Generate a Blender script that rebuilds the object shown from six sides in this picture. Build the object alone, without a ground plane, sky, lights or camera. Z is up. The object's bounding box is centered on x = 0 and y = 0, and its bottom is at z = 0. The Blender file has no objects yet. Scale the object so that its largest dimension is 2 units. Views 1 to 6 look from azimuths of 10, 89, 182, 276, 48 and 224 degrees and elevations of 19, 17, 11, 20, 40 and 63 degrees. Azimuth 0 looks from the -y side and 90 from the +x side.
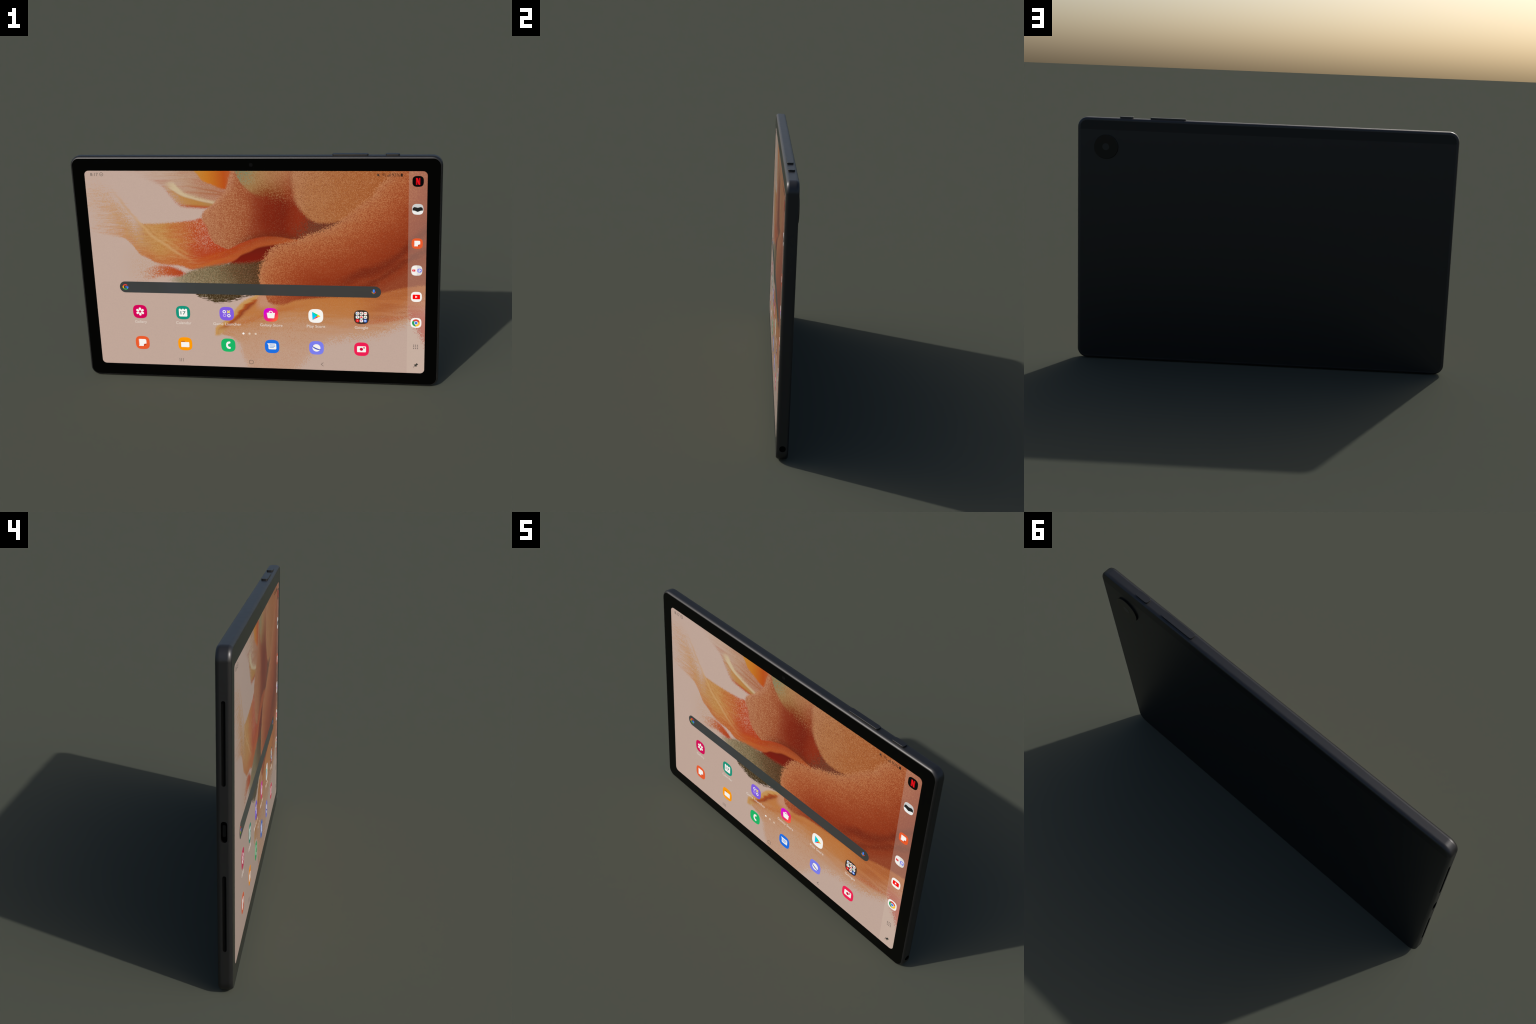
"""A slim black-framed tablet computer standing upright in landscape, home screen lit up."""
import bpy, bmesh, math, random
from mathutils import Vector

random.seed(7)

# ------------------------------------------------------------------ sizes (metres)
HALF_W = 1.0            # half width of the body
TOP_Z = 1.3090          # height of the body without the buttons
FRONT_Y, BACK_Y = -0.0316, 0.0246
CORNER_R = 0.052
LIP = 0.0110              # width of the metal rim in front of the glass
MID_Y = -0.0030
SCREEN_X, SCREEN_Z0, SCREEN_Z1 = 0.9225, 0.0795, 1.2305
GAIN = (1.10, 1.045, 0.99)   # sun and sky on a white sheet in the screen's place

# ------------------------------------------------------------------ colours
def lin(rgb, gain=1.0):
    out = []
    for c, g in zip(rgb, gain if isinstance(gain, tuple) else (gain,) * 3):
        c = c / 255.0
        c = c / 12.92 if c <= 0.04045 else ((c + 0.055) / 1.055) ** 2.4
        out.append(min(1.0, c / g))
    return (*out, 1.0)


class Nodes:
    """Small helper that writes node trees as expressions."""

    def __init__(self, name):
        self.mat = bpy.data.materials.new(name)
        self.mat.use_nodes = True
        self.t = self.mat.node_tree
        self.bsdf = self.t.nodes["Principled BSDF"]
        self.coord = self.t.nodes.new("ShaderNodeTexCoord").outputs["Object"]
        sep = self.t.nodes.new("ShaderNodeSeparateXYZ")
        self.t.links.new(self.coord, sep.inputs[0])
        self.x, self.y, self.z = sep.outputs

    def put(self, socket, value):
        if isinstance(value, bpy.types.NodeSocket):
            self.t.links.new(value, socket)
        else:
            socket.default_value = value

    def math(self, op, a, b=0.0, c=0.0, clamp=False):
        n = self.t.nodes.new("ShaderNodeMath")
        n.operation, n.use_clamp = op, clamp
        for s, v in zip(n.inputs, (a, b, c)):
            self.put(s, v)
        return n.outputs[0]

    def mix(self, fac, a, b, blend="MIX"):
        n = self.t.nodes.new("ShaderNodeMix")
        n.data_type, n.blend_type = "RGBA", blend
        self.put(n.inputs[0], fac)
        self.put(n.inputs[6], a)
        self.put(n.inputs[7], b)
        return n.outputs[2]

    def step(self, v, lo, hi, smooth=True):
        n = self.t.nodes.new("ShaderNodeMapRange")
        n.interpolation_type = "SMOOTHSTEP" if smooth else "LINEAR"
        n.clamp = True
        self.put(n.inputs[0], v)
        n.inputs[1].default_value, n.inputs[2].default_value = lo, hi
        return n.outputs[0]

    def ramp(self, v, lo, hi, stops, gain=1.0):
        """stops: (position in metres, 8-bit colour)"""
        f = self.step(v, lo, hi, smooth=False)
        n = self.t.nodes.new("ShaderNodeValToRGB")
        e = n.color_ramp.elements
        while len(e) < len(stops):
            e.new(0.5)
        for el, (p, c) in zip(e, stops):
            el.position = (p - lo) / (hi - lo)
            el.color = lin(c, gain)
        self.put(n.inputs[0], f)
        return n.outputs[0]

    def noise(self, scale, detail=1.0, rough=0.5, stretch=None, angle=0.0):
        v = self.coord
        if stretch:
            m = self.t.nodes.new("ShaderNodeMapping")
            m.inputs["Rotation"].default_value = (0, angle, 0)
            m.inputs["Scale"].default_value = stretch
            self.put(m.inputs[0], v)
            v = m.outputs[0]
        n = self.t.nodes.new("ShaderNodeTexNoise")
        n.inputs["Scale"].default_value = scale
        n.inputs["Detail"].default_value = detail
        n.inputs["Roughness"].default_value = rough
        self.put(n.inputs["Vector"], v)
        return n.outputs["Fac"]

    def scale(self, col, f):
        n = self.t.nodes.new("ShaderNodeVectorMath")
        n.operation = "SCALE"
        self.put(n.inputs[0], col if isinstance(col, bpy.types.NodeSocket) else col[:3])
        self.put(n.inputs["Scale"], f)
        return n.outputs[0]

    def below(self, angle, pts):
        """Signed distance (metres, positive below / right) to a smooth curve that is
        a function along the direction `angle` in the x-z plane of the screen."""
        a = math.radians(angle)
        ca, sa = math.cos(a), math.sin(a)
        pq = sorted((x * ca + z * sa, -x * sa + z * ca) for x, z in pts)
        keep = [pq[0]]
        for p in pq[1:]:
            if p[0] - keep[-1][0] > 0.006:
                keep.append(p)
        p0, p1 = keep[0][0], keep[-1][0]
        q0, q1 = min(q for _, q in keep) - 0.05, max(q for _, q in keep) + 0.05
        n = self.t.nodes.new("ShaderNodeFloatCurve")
        n.mapping.use_clip = False
        c = n.mapping.curves[0]
        while len(c.points) < len(keep):
            c.points.new(0.5, 0.5)
        for pt, (p, q) in zip(c.points, keep):
            pt.location = ((p - p0) / (p1 - p0), (q - q0) / (q1 - q0))
            pt.handle_type = "AUTO_CLAMPED"
        n.mapping.update()
        p = self.math("ADD", self.math("MULTIPLY", self.x, ca), self.math("MULTIPLY", self.z, sa))
        q = self.math("ADD", self.math("MULTIPLY", self.x, -sa), self.math("MULTIPLY", self.z, ca))
        u = self.math("DIVIDE", self.math("SUBTRACT", p, p0), p1 - p0)
        self.put(n.inputs["Value"], u)
        f = self.math("MULTIPLY_ADD", n.outputs[0], q1 - q0, q0)
        return self.math("SUBTRACT", f, q)

    def edge(self, d, feather=0.003, grain=None, amount=0.0, flip=False):
        if flip:
            d = self.math("MULTIPLY", d, -1.0)
        if grain is not None:
            d = self.math("MULTIPLY_ADD", grain, amount, d)
        return self.step(d, -feather, feather)

    def both(self, *m):
        out = m[0]
        for k in m[1:]:
            out = self.math("MULTIPLY", out, k)
        return out

    def finish(self, color, rough=0.5, metallic=0.0, spec=0.5):
        self.put(self.bsdf.inputs["Base Color"], color)
        self.put(self.bsdf.inputs["Roughness"], rough)
        self.bsdf.inputs["Metallic"].default_value = metallic
        self.bsdf.inputs["Specular IOR Level"].default_value = spec
        return self.mat


SCREEN_ROUGH, SCREEN_SPEC = 0.15, 0.22
_paints = {}


def paint(rgb, rough=SCREEN_ROUGH, spec=SCREEN_SPEC):
    """Flat printed / lit colour of the user interface, with a trace of grain."""
    key = (tuple(rgb), rough, spec)
    if key not in _paints:
        n = Nodes("interface_colour")
        g = n.math("MULTIPLY_ADD", n.noise(150.0), 0.03, 0.985)
        _paints[key] = n.finish(n.scale(lin(rgb, GAIN), g), rough, 0.0, spec)
    return _paints[key]


# ------------------------------------------------------------------ wallpaper
def wallpaper_material():
    n = Nodes("wallpaper")
    fine = n.math("MULTIPLY", n.math("SUBTRACT", n.noise(290.0, 1.0), 0.5), 3.6)
    grit = n.math("MULTIPLY", n.math("SUBTRACT", n.noise(200.0, 1.0, 0.8), 0.5), 4.2)
    cloud = n.math("SUBTRACT", n.noise(9.0, 3.0), 0.5)
    silk_nw = n.math("SUBTRACT", n.noise(5.0, 4.0, 0.6, (1.0, 1.0, 9.0), math.radians(-38)), 0.5)
    silk_ne = n.math("SUBTRACT", n.noise(5.0, 4.0, 0.6, (1.0, 1.0, 8.0), math.radians(26)), 0.5)
    silk_h = n.math("SUBTRACT", n.noise(5.0, 4.0, 0.6, (1.0, 1.0, 8.0), math.radians(12)), 0.5)

    hair = n.math("SUBTRACT", n.noise(16.0, 3.0, 0.65, (1.0, 1.0, 14.0), math.radians(-42)), 0.5)
    comb = n.math("SUBTRACT", n.noise(16.0, 3.0, 0.65, (1.0, 1.0, 14.0), math.radians(-8)), 0.5)

    def ramp(v, *stops):
        return n.ramp(v, stops[0][0], stops[-1][0] + 1e-4, stops, GAIN)

    def speck(col, amt, with_=None):
        return n.scale(col, n.math("MULTIPLY_ADD", with_ or fine, amt, 1.0))

    def tone(rgb):
        return lin(rgb, GAIN)

    def sandy_grain(col, light, dark, k):
        """Sprinkle a surface with paler and deeper grains; k may be a mask."""
        col = n.mix(n.math("MULTIPLY", n.step(grit, 0.0, 0.75), k), col, tone(light))
        return n.mix(n.math("MULTIPLY", n.step(grit, 0.0, -0.75), k), col, tone(dark))

    # plain rose ground
    col = speck(tone((194, 168, 155)), 0.03, grit)

    # soft streaked veil in the upper part
    u = n.below(0, [(-0.70, 1.225), (-0.576, 1.183), (-0.487, 1.14), (-0.447, 1.091), (-0.407, 1.048),
                    (-0.387, 1.030), (-0.267, 1.027), (-0.10, 1.0)])
    fade = n.step(n.math("MULTIPLY_ADD", grit, 0.04, n.math("MULTIPLY_ADD", comb, 0.45, n.math("MULTIPLY_ADD", silk_nw, 0.25, n.x))), -0.72, -0.26)
    veil = speck(n.mix(n.step(silk_nw, -0.05, 0.18), ramp(n.x, (-0.6, (186, 156, 128)), (-0.35, (181, 141, 112)), (-0.15, (172, 112, 85))),
                 tone((176, 118, 92))), 0.09)
    veil = sandy_grain(veil, (200, 168, 144), (164, 104, 76), 0.35)
    col = n.mix(n.both(n.edge(u, 0.006, fine, 0.02, flip=True), fade), col, veil)
    # ochre fold with a red lower rim, then its cream upper rim
    lo = n.below(0, [(-0.474, 1.120), (-0.446, 1.078), (-0.415, 1.042), (-0.385, 1.030), (-0.341, 1.026), (-0.267, 1.022), (-0.22, 1.020)])
    hi_pts = [(-0.485, 1.146), (-0.468, 1.142), (-0.439, 1.125), (-0.383, 1.091), (-0.323, 1.073), (-0.277, 1.061), (-0.232, 1.052), (-0.20, 1.045)]
    hi = n.below(0, hi_pts)
    in_x = n.step(n.math("MULTIPLY_ADD", grit, 0.07, n.math("MULTIPLY_ADD", hi, -0.9, n.x)), -0.53, -0.37)
    ochre = n.mix(n.step(n.math("MULTIPLY", lo, -1.0), 0.024, 0.002), speck(ramp(n.x, (-0.48, (188, 140, 88)), (-0.30, (182, 128, 66)), (-0.22, (172, 128, 78))), 0.1), tone((176, 78, 38)))
    col = n.mix(n.both(n.edge(lo, 0.005, fine, 0.012, flip=True), n.edge(hi, 0.006), in_x), col, ochre)
    cr = n.below(0, [(-0.485, 1.150), (-0.453, 1.168), (-0.429, 1.164), (-0.401, 1.135), (-0.372, 1.110), (-0.321, 1.090), (-0.276, 1.078), (-0.231, 1.068), (-0.20, 1.062)])
    col = n.mix(n.math("MULTIPLY", n.both(n.step(n.math("MULTIPLY_ADD", fine, 0.008, cr), -0.012, 0.014), n.edge(hi, 0.007, flip=True), n.step(n.x, -0.50, -0.42)), 0.85), col, speck(tone((204, 184, 148)), 0.05))
    # thin brown lines right of it
    for pts in ([(-0.42, 1.145), (-0.34, 1.115), (-0.25, 1.105), (-0.16, 1.10)], [(-0.36, 1.150), (-0.28, 1.132), (-0.20, 1.118), (-0.15, 1.105)]):
        d = n.math("ABSOLUTE", n.below(0, pts))
        col = n.mix(n.math("MULTIPLY", n.both(n.step(d, 0.009, 0.0), n.step(n.x, -0.40, -0.22)), 0.65), col, tone((166, 96, 58)))
    # orange tongue at the upper rim
    o = n.below(0, [(-0.33, 1.250), (-0.31, 1.23), (-0.29, 1.205), (-0.271, 1.180), (-0.250, 1.167), (-0.217, 1.155), (-0.179, 1.137), (-0.152, 1.129), (-0.11, 1.122)])
    col = n.mix(n.edge(o, 0.005, fine, 0.01, flip=True), col, speck(ramp(n.x, (-0.32, (194, 136, 58)), (-0.24, (196, 118, 36)), (-0.15, (184, 80, 26)), (-0.10, (180, 92, 50))), 0.10))

    # dark hollow in the middle
    hollow = speck(ramp(n.z, (0.70, (124, 26, 14)), (0.78, (112, 26, 16)), (0.86, (104, 26, 16))), 0.10)
    col = n.mix(n.both(n.step(n.x, -0.155, -0.13), n.step(n.z, 0.56, 0.58), n.step(n.z, 0.95, 0.93)), col, hollow)

    # the long feathered petal on the left
    lt = n.below(0, [(-0.90, 1.18), (-0.80, 1.135), (-0.758, 1.089), (-0.713, 1.033), (-0.685, 0.989), (-0.645, 0.948), (-0.611, 0.932), (-0.533, 0.933),
                     (-0.486, 0.937), (-0.439, 0.94), (-0.392, 0.946), (-0.33, 0.954), (-0.283, 0.967), (-0.145, 0.93), (0.168, 0.90)])
    lb = n.below(0, [(-0.92, 0.885), (-0.87, 0.873), (-0.81, 0.861), (-0.779, 0.858), (-0.751, 0.853), (-0.729, 0.846), (-0.699, 0.82), (-0.679, 0.798), (-0.659, 0.769),
                     (-0.636, 0.746), (-0.596, 0.728), (-0.55, 0.702), (-0.503, 0.693), (-0.431, 0.690), (-0.332, 0.664), (-0.243, 0.676), (-0.18, 0.692),
                     (-0.133, 0.715), (-0.102, 0.733), (-0.07, 0.759), (-0.023, 0.779), (0.024, 0.802), (0.085, 0.815), (0.161, 0.826)])
    body = ramp(n.math("MULTIPLY_ADD", silk_nw, 0.16, n.x), (-0.80, (192, 150, 112)), (-0.66, (187, 141, 92)), (-0.52, (190, 138, 76)), (-0.43, (188, 112, 58)), (-0.33, (180, 76, 36)),
                (-0.24, (180, 66, 24)), (-0.12, (166, 54, 20)), (-0.02, (142, 42, 17)), (0.14, (112, 28, 14)))
    rim = n.mix(n.math("MULTIPLY", n.step(n.math("MULTIPLY", lb, -1.0), 0.09, 0.0), 0.75), body, n.mix(n.step(n.x, -0.72, -0.55), tone((190, 132, 84)), tone((184, 92, 46))))
    flow = n.below(0, [(-0.60, 0.80), (-0.45, 0.715), (-0.33, 0.70), (-0.22, 0.725), (-0.12, 0.76), (-0.02, 0.80), (0.08, 0.83), (0.16, 0.84)])
    glow = n.step(n.math("ABSOLUTE", n.math("MULTIPLY_ADD", silk_h, 0.05, flow)), 0.055, 0.0)
    strands = n.step(n.math("SINE", n.math("MULTIPLY_ADD", silk_h, 5.0, n.math("MULTIPLY", flow, 150.0))), -0.6, 1.0)
    rim = n.mix(n.math("MULTIPLY", n.both(glow, n.step(n.x, -0.55, -0.35), n.step(n.x, 0.02, -0.25), n.math("MULTIPLY_ADD", strands, 0.80, 0.10)), 0.50), rim, tone((190, 106, 42)))
    rim = n.mix(n.math("MULTIPLY", n.both(strands, n.step(n.x, -0.20, -0.05), n.step(n.math("ABSOLUTE", flow), 0.05, 0.0)), 0.45), rim, tone((166, 74, 28)))
    red = n.below(55, [(-0.47, 0.76), (-0.38, 0.83), (-0.30, 0.95)])
    rim = n.mix(n.math("MULTIPLY", n.both(n.step(red, 0.0, 0.10), n.step(n.x, -0.45, -0.28), n.step(flow, -0.02, -0.06)), 0.8), rim, tone((176, 62, 30)))
    rim = n.mix(n.math("MULTIPLY", n.both(n.step(hair, 0.02, 0.16), n.step(n.x, -0.22, -0.40)), 0.4), rim, tone((202, 156, 106)))
    rim = n.mix(n.math("MULTIPLY", n.both(n.step(hair, -0.02, -0.16), n.step(n.x, -0.22, -0.40)), 0.3), rim, tone((184, 104, 52)))
    rim = sandy_grain(rim, (200, 150, 108), (166, 84, 40), n.math("MULTIPLY_ADD", n.step(n.x, -0.25, -0.45), 0.22, 0.10))
    dust = n.step(n.math("SUBTRACT", n.math("MULTIPLY", grit, 1.0), n.math("MULTIPLY", n.math("ABSOLUTE", n.math("ADD", n.x, 0.27)), 5.5)), -0.35, 0.5)
    rim = n.mix(n.math("MULTIPLY", n.both(dust, n.step(n.z, 0.74, 0.86)), 0.5), rim, tone((206, 168, 146)))
    fadein = n.step(n.math("MULTIPLY_ADD", grit, 0.09, n.math("MULTIPLY_ADD", comb, 0.50, n.math("MULTIPLY_ADD", silk_h, 0.15, n.math("MULTIPLY_ADD", lb, -0.25, n.x)))), -0.92, -0.64)
    solid = n.step(n.math("MULTIPLY_ADD", grit, 0.07, n.math("MULTIPLY_ADD", hair, 0.22, lt)), -0.01, 0.12)
    left_side = n.mix(n.step(n.x, -0.68, -0.60), solid, n.edge(lt, 0.005, fine, 0.010))
    lower_edge = n.mix(n.step(n.x, -0.20, -0.10), n.edge(lb, 0.005, fine, 0.010, flip=True), n.edge(lb, 0.008, flip=True))
    feather = n.both(left_side, lower_edge, fadein)
    col = n.mix(feather, col, rim)
    # dusting under the feathered petal
    haze = n.both(n.step(n.x, -0.80, -0.60), n.step(n.x, -0.44, -0.56), n.step(n.z, 0.56, 0.66), n.step(n.z, 0.84, 0.72), n.step(grit, -0.25, 0.45))
    col = n.mix(n.math("MULTIPLY", n.both(haze, n.edge(lb, 0.02)), 0.6), col, tone((188, 150, 118)))
    # its pale rib
    rib = n.below(-45, [(-0.80, 1.15), (-0.757, 1.095), (-0.712, 1.036), (-0.67, 0.979), (-0.613, 0.913), (-0.57, 0.864), (-0.51, 0.823), (-0.435, 0.769), (-0.36, 0.728)])
    threads = n.step(n.math("SINE", n.math("MULTIPLY_ADD", silk_nw, 8.0, n.math("MULTIPLY", rib, 170.0))), 0.1, 1.0)
    fold = n.both(threads, n.step(n.math("ABSOLUTE", n.math("SUBTRACT", rib, -0.02)), 0.07, 0.0), n.step(n.x, -0.66, -0.56), n.step(n.x, -0.30, -0.42))
    col = n.mix(n.math("MULTIPLY", n.both(fold, feather), 0.35), col, tone((202, 152, 96)))
    ribm = n.both(n.step(n.math("ABSOLUTE", n.math("MULTIPLY_ADD", silk_nw, 0.02, rib)), 0.013, 0.0), n.step(n.x, -0.80, -0.70), n.step(n.x, -0.33, -0.45))
    col = n.mix(n.math("MULTIPLY", ribm, 0.5), col, n.mix(n.step(n.x, -0.68, -0.62), tone((196, 148, 96)), tone((206, 166, 116))))

    # dusty centre petal passing into deep red
    cl = n.below(90, [(-0.105, 1.26), (-0.111, 1.228), (-0.122, 1.197), (-0.14, 1.136), (-0.169, 1.099), (-0.211, 1.052), (-0.259, 1.014), (-0.278, 0.992), (-0.283, 0.967),
                      (-0.261, 0.923), (-0.245, 0.871), (-0.226, 0.833), (-0.196, 0.811), (-0.145, 0.79), (-0.08, 0.775)])
    cb = n.below(0, [(-0.24, 0.775), (-0.198, 0.779), (-0.145, 0.79), (-0.113, 0.806), (-0.066, 0.829), (-0.02, 0.846), (0.026, 0.859), (0.087, 0.866), (0.132, 0.865), (0.20, 0.854), (0.35, 0.83)])
    cx = n.math("MULTIPLY_ADD", cloud, 0.10, n.math("MULTIPLY_ADD", n.z, -0.03, n.x))
    centre = ramp(cx, (-0.30, (178, 119, 84)), (-0.16, (168, 101, 65)), (-0.07, (154, 79, 46)), (-0.02, (138, 56, 32)), (0.05, (124, 36, 18)), (0.12, (116, 30, 15)), (0.22, (136, 44, 22)))
    centre = n.mix(n.math("MULTIPLY", n.both(n.step(cb, -0.05, 0.0), n.step(n.x, -0.16, -0.02)), 0.6), centre, tone((108, 40, 22)))
    light_rim = n.both(n.step(cl, 0.05, 0.0), n.step(n.z, 0.93, 1.02))
    centre = n.mix(n.math("MULTIPLY", light_rim, 0.45), centre, tone((192, 140, 110)))
    amt = n.math("MULTIPLY_ADD", n.step(n.x, 0.05, -0.10), 0.50, 0.08)
    centre = sandy_grain(centre, (198, 144, 104), (144, 64, 34), amt)
    # brown shade at its far right end
    shade = n.step(n.math("MULTIPLY_ADD", grit, 0.06, n.below(60, [(0.13, 0.80), (0.22, 0.90), (0.30, 1.02)])), 0.0, 0.07)
    centre = n.mix(shade, centre, n.mix(n.step(fine, -0.15, 0.25), tone((104, 40, 26)), tone((116, 76, 54))))
    col = n.mix(n.both(n.edge(cl, 0.004, fine, 0.012), n.edge(cb, 0.005, flip=True)), col, centre)
    # olive and teal cap at the upper rim
    gr = n.below(0, [(-0.11, 1.26), (-0.087, 1.229), (-0.074, 1.191), (-0.052, 1.157), (-0.014, 1.121), (0.021, 1.1), (0.08, 1.085), (0.139, 1.07), (0.25, 1.05)])
    soft = n.mix(n.step(n.x, -0.02, 0.08), n.edge(gr, 0.007, fine, 0.02, flip=True), n.step(n.math("MULTIPLY_ADD", grit, 0.04, n.math("MULTIPLY", gr, -1.0)), -0.02, 0.07))
    cap = n.mix(n.step(n.math("SUBTRACT", n.z, n.math("MULTIPLY", n.x, 0.3)), 1.06, 1.20), ramp(n.x, (-0.05, (158, 118, 72)), (0.06, (140, 86, 38)), (0.14, (142, 74, 38)), (0.22, (148, 62, 34))),
                ramp(n.x, (-0.08, (160, 126, 84)), (0.0, (164, 128, 82)), (0.10, (170, 118, 78)), (0.22, (176, 112, 76))))
    teal = n.both(n.step(grit, 0.0, 0.35), n.step(n.x, 0.05, -0.04), n.step(n.z, 1.12, 1.22))
    cap = n.mix(n.math("MULTIPLY", teal, 0.85), sandy_grain(cap, (184, 140, 100), (128, 78, 42), 0.4), tone((78, 134, 112)))
    col = n.mix(soft, col, cap)

    # sandy petal, upper right
    dl = n.below(90, [(0.214, 1.26), (0.214, 1.229), (0.214, 1.173), (0.218, 1.137), (0.228, 1.07), (0.25, 1.028), (0.273, 0.997), (0.302, 0.967), (0.343, 0.942), (0.42, 0.92)])
    db = n.below(0, [(0.26, 1.0), (0.302, 0.967), (0.343, 0.947), (0.390, 0.943), (0.441, 0.950), (0.514, 0.969), (0.60, 1.0)])
    sand = ramp(n.math("MULTIPLY_ADD", cloud, 0.2, n.math("MULTIPLY_ADD", n.z, -0.25, n.x)), (-0.10, (184, 130, 92)), (0.05, (177, 117, 72)), (0.22, (170, 102, 54)), (0.40, (166, 93, 45)))
    dark_dots = n.math("MULTIPLY", n.step(fine, 0.22, 0.5), n.math("MULTIPLY_ADD", n.step(n.math("SUBTRACT", n.x, n.math("MULTIPLY", n.z, 0.5)), 0.20, -0.35), 0.6, 0.15))
    sand = n.mix(dark_dots, sandy_grain(sand, (194, 138, 100), (146, 78, 46), 0.55), tone((112, 54, 34)))
    col = n.mix(n.both(n.edge(dl, 0.004, fine, 0.03), n.edge(db, 0.006, fine, 0.014, flip=True)), col, sand)

    # low orange petal fading into dust
    fb = n.below(0, [(-0.12, 0.04), (-0.062, 0.045), (0.102, 0.037), (0.214, 0.079), (0.262, 0.132), (0.294, 0.168), (0.367, 0.235), (0.401, 0.253), (0.432, 0.26), (0.493, 0.276),
                     (0.569, 0.288), (0.63, 0.297), (0.69, 0.315), (0.75, 0.34), (0.795, 0.361), (0.839, 0.392), (0.90, 0.44)])
    f2 = n.below(45, [(0.10, 0.59), (0.013, 0.522), (-0.038, 0.481), (-0.123, 0.413), (-0.203, 0.326), (-0.203, 0.272)])
    f3 = n.below(90, [(-0.8, 0.7), (-0.3, 0.33), (-0.205, 0.280), (-0.155, 0.268), (-0.124, 0.246), (-0.106, 0.229), (-0.098, 0.195), (-0.087, 0.154), (-0.076, 0.12), (-0.062, 0.079), (-0.055, 0.05)])
    z0 = n.math("MULTIPLY", n.below(0, [(-0.3, 0.22), (-0.1, 0.26), (0.1, 0.31), (0.25, 0.32), (0.4, 0.30), (0.6, 0.30), (0.85, 0.39)]), -1.0)
    z0 = n.math("MULTIPLY_ADD", silk_ne, 0.14, z0)
    low = ramp(z0, (-0.16, (194, 163, 142)), (-0.01, (192, 155, 127)), (0.07, (190, 137, 94)), (0.13, (188, 121, 67)), (0.22, (187, 115, 56)))
    low = n.mix(n.math("MULTIPLY", n.both(n.step(n.x, 0.50, 0.72), n.step(z0, 0.02, 0.10)), 0.7), low, n.mix(n.step(silk_ne, -0.1, 0.12), tone((178, 102, 58)), tone((162, 84, 46))))
    streak = n.both(n.step(n.math("ABSOLUTE", n.below(0, [(-0.107, 0.349), (-0.043, 0.371), (0.036, 0.4), (0.115, 0.432), (0.208, 0.454), (0.35, 0.49)])), 0.026, 0.0), n.step(n.x, -0.16, -0.05), n.step(n.x, 0.36, 0.12))
    low = n.mix(n.math("MULTIPLY", streak, 0.85), low, tone((184, 110, 56)))
    streak2 = n.both(n.step(n.math("ABSOLUTE", n.below(0, [(0.45, 0.345), (0.555, 0.365), (0.63, 0.377), (0.72, 0.396), (0.824, 0.419), (0.92, 0.44)])), 0.022, 0.0), n.step(n.x, 0.45, 0.66))
    low = n.mix(n.math("MULTIPLY", streak2, 0.75), low, tone((178, 90, 42)))
    blush = n.both(n.step(n.x, -0.02, 0.03), n.step(n.x, 0.14, 0.06), n.step(n.z, 0.42, 0.47))
    low = n.mix(n.math("MULTIPLY", blush, 0.8), low, tone((194, 144, 118)))
    sandy = n.both(n.step(grit, 0.05, 0.45), n.step(z0, 0.18, 0.02))
    low = n.mix(n.math("MULTIPLY", sandy, 0.6), speck(low, 0.10), tone((184, 108, 58)))
    pale = n.both(n.step(grit, -0.15, -0.5), n.step(n.math("MULTIPLY", fb, -1.0), 0.16, 0.0))
    low = n.mix(n.math("MULTIPLY", pale, 0.8), low, tone((194, 168, 154)))
    low = sandy_grain(low, (198, 170, 150), (182, 108, 60), n.math("MULTIPLY_ADD", n.step(z0, 0.14, 0.02), 0.42, 0.10))
    col = n.mix(n.both(n.edge(fb, 0.012, grit, 0.05, flip=True), n.edge(f2, 0.006, fine, 0.02), n.edge(f3, 0.008, grit, 0.02)), col, low)

    # olive brown pad behind the search bar
    gt = n.below(0, [(-0.54, 0.590), (-0.507, 0.604), (-0.461, 0.622), (-0.429, 0.632), (-0.396, 0.646), (-0.364, 0.66), (-0.316, 0.675), (-0.252, 0.691), (-0.196, 0.7),
                     (-0.149, 0.709), (-0.087, 0.71), (-0.025, 0.715), (0.005, 0.72), (0.06, 0.73)])
    gb = n.below(0, [(-0.54, 0.605), (-0.50, 0.598), (-0.423, 0.572), (-0.353, 0.527), (-0.319, 0.504), (-0.288, 0.492), (-0.258, 0.482), (-0.227, 0.474), (-0.195, 0.476),
                     (-0.148, 0.482), (-0.1, 0.496), (-0.052, 0.517), (-0.018, 0.523), (0.026, 0.549)])
    olive = ramp(n.math("MULTIPLY_ADD", gt, -0.25, n.math("MULTIPLY_ADD", cloud, 0.08, n.x)), (-0.50, (160, 150, 124)), (-0.36, (136, 122, 92)), (-0.24, (118, 104, 74)), (-0.12, (92, 70, 44)), (0.02, (72, 46, 24)))
    olive = n.mix(n.step(n.z, 0.56, 0.53), olive, tone((66, 49, 27)))
    olive = sandy_grain(olive, (170, 152, 122), (60, 48, 28), n.math("MULTIPLY_ADD", n.step(n.x, 0.0, -0.35), 0.45, 0.12))
    olive = n.mix(n.math("MULTIPLY", n.both(n.step(fine, 0.3, 0.5), n.step(n.z, 0.55, 0.60)), 0.5), olive, tone((170, 112, 82)))
    brush = n.math("MULTIPLY", n.math("SUBTRACT", n.noise(60.0, 2.0, 0.6, (0.5, 1.0, 4.0), math.radians(8)), 0.5), 2.4)
    col = n.mix(n.both(n.edge(gt, 0.006, fine, 0.018), n.edge(gb, 0.004, n.math("MINIMUM", brush, 0.1), 0.045, flip=True), n.step(n.math("MULTIPLY_ADD", grit, 0.05, n.x), -0.53, -0.43)), col, olive)

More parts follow.
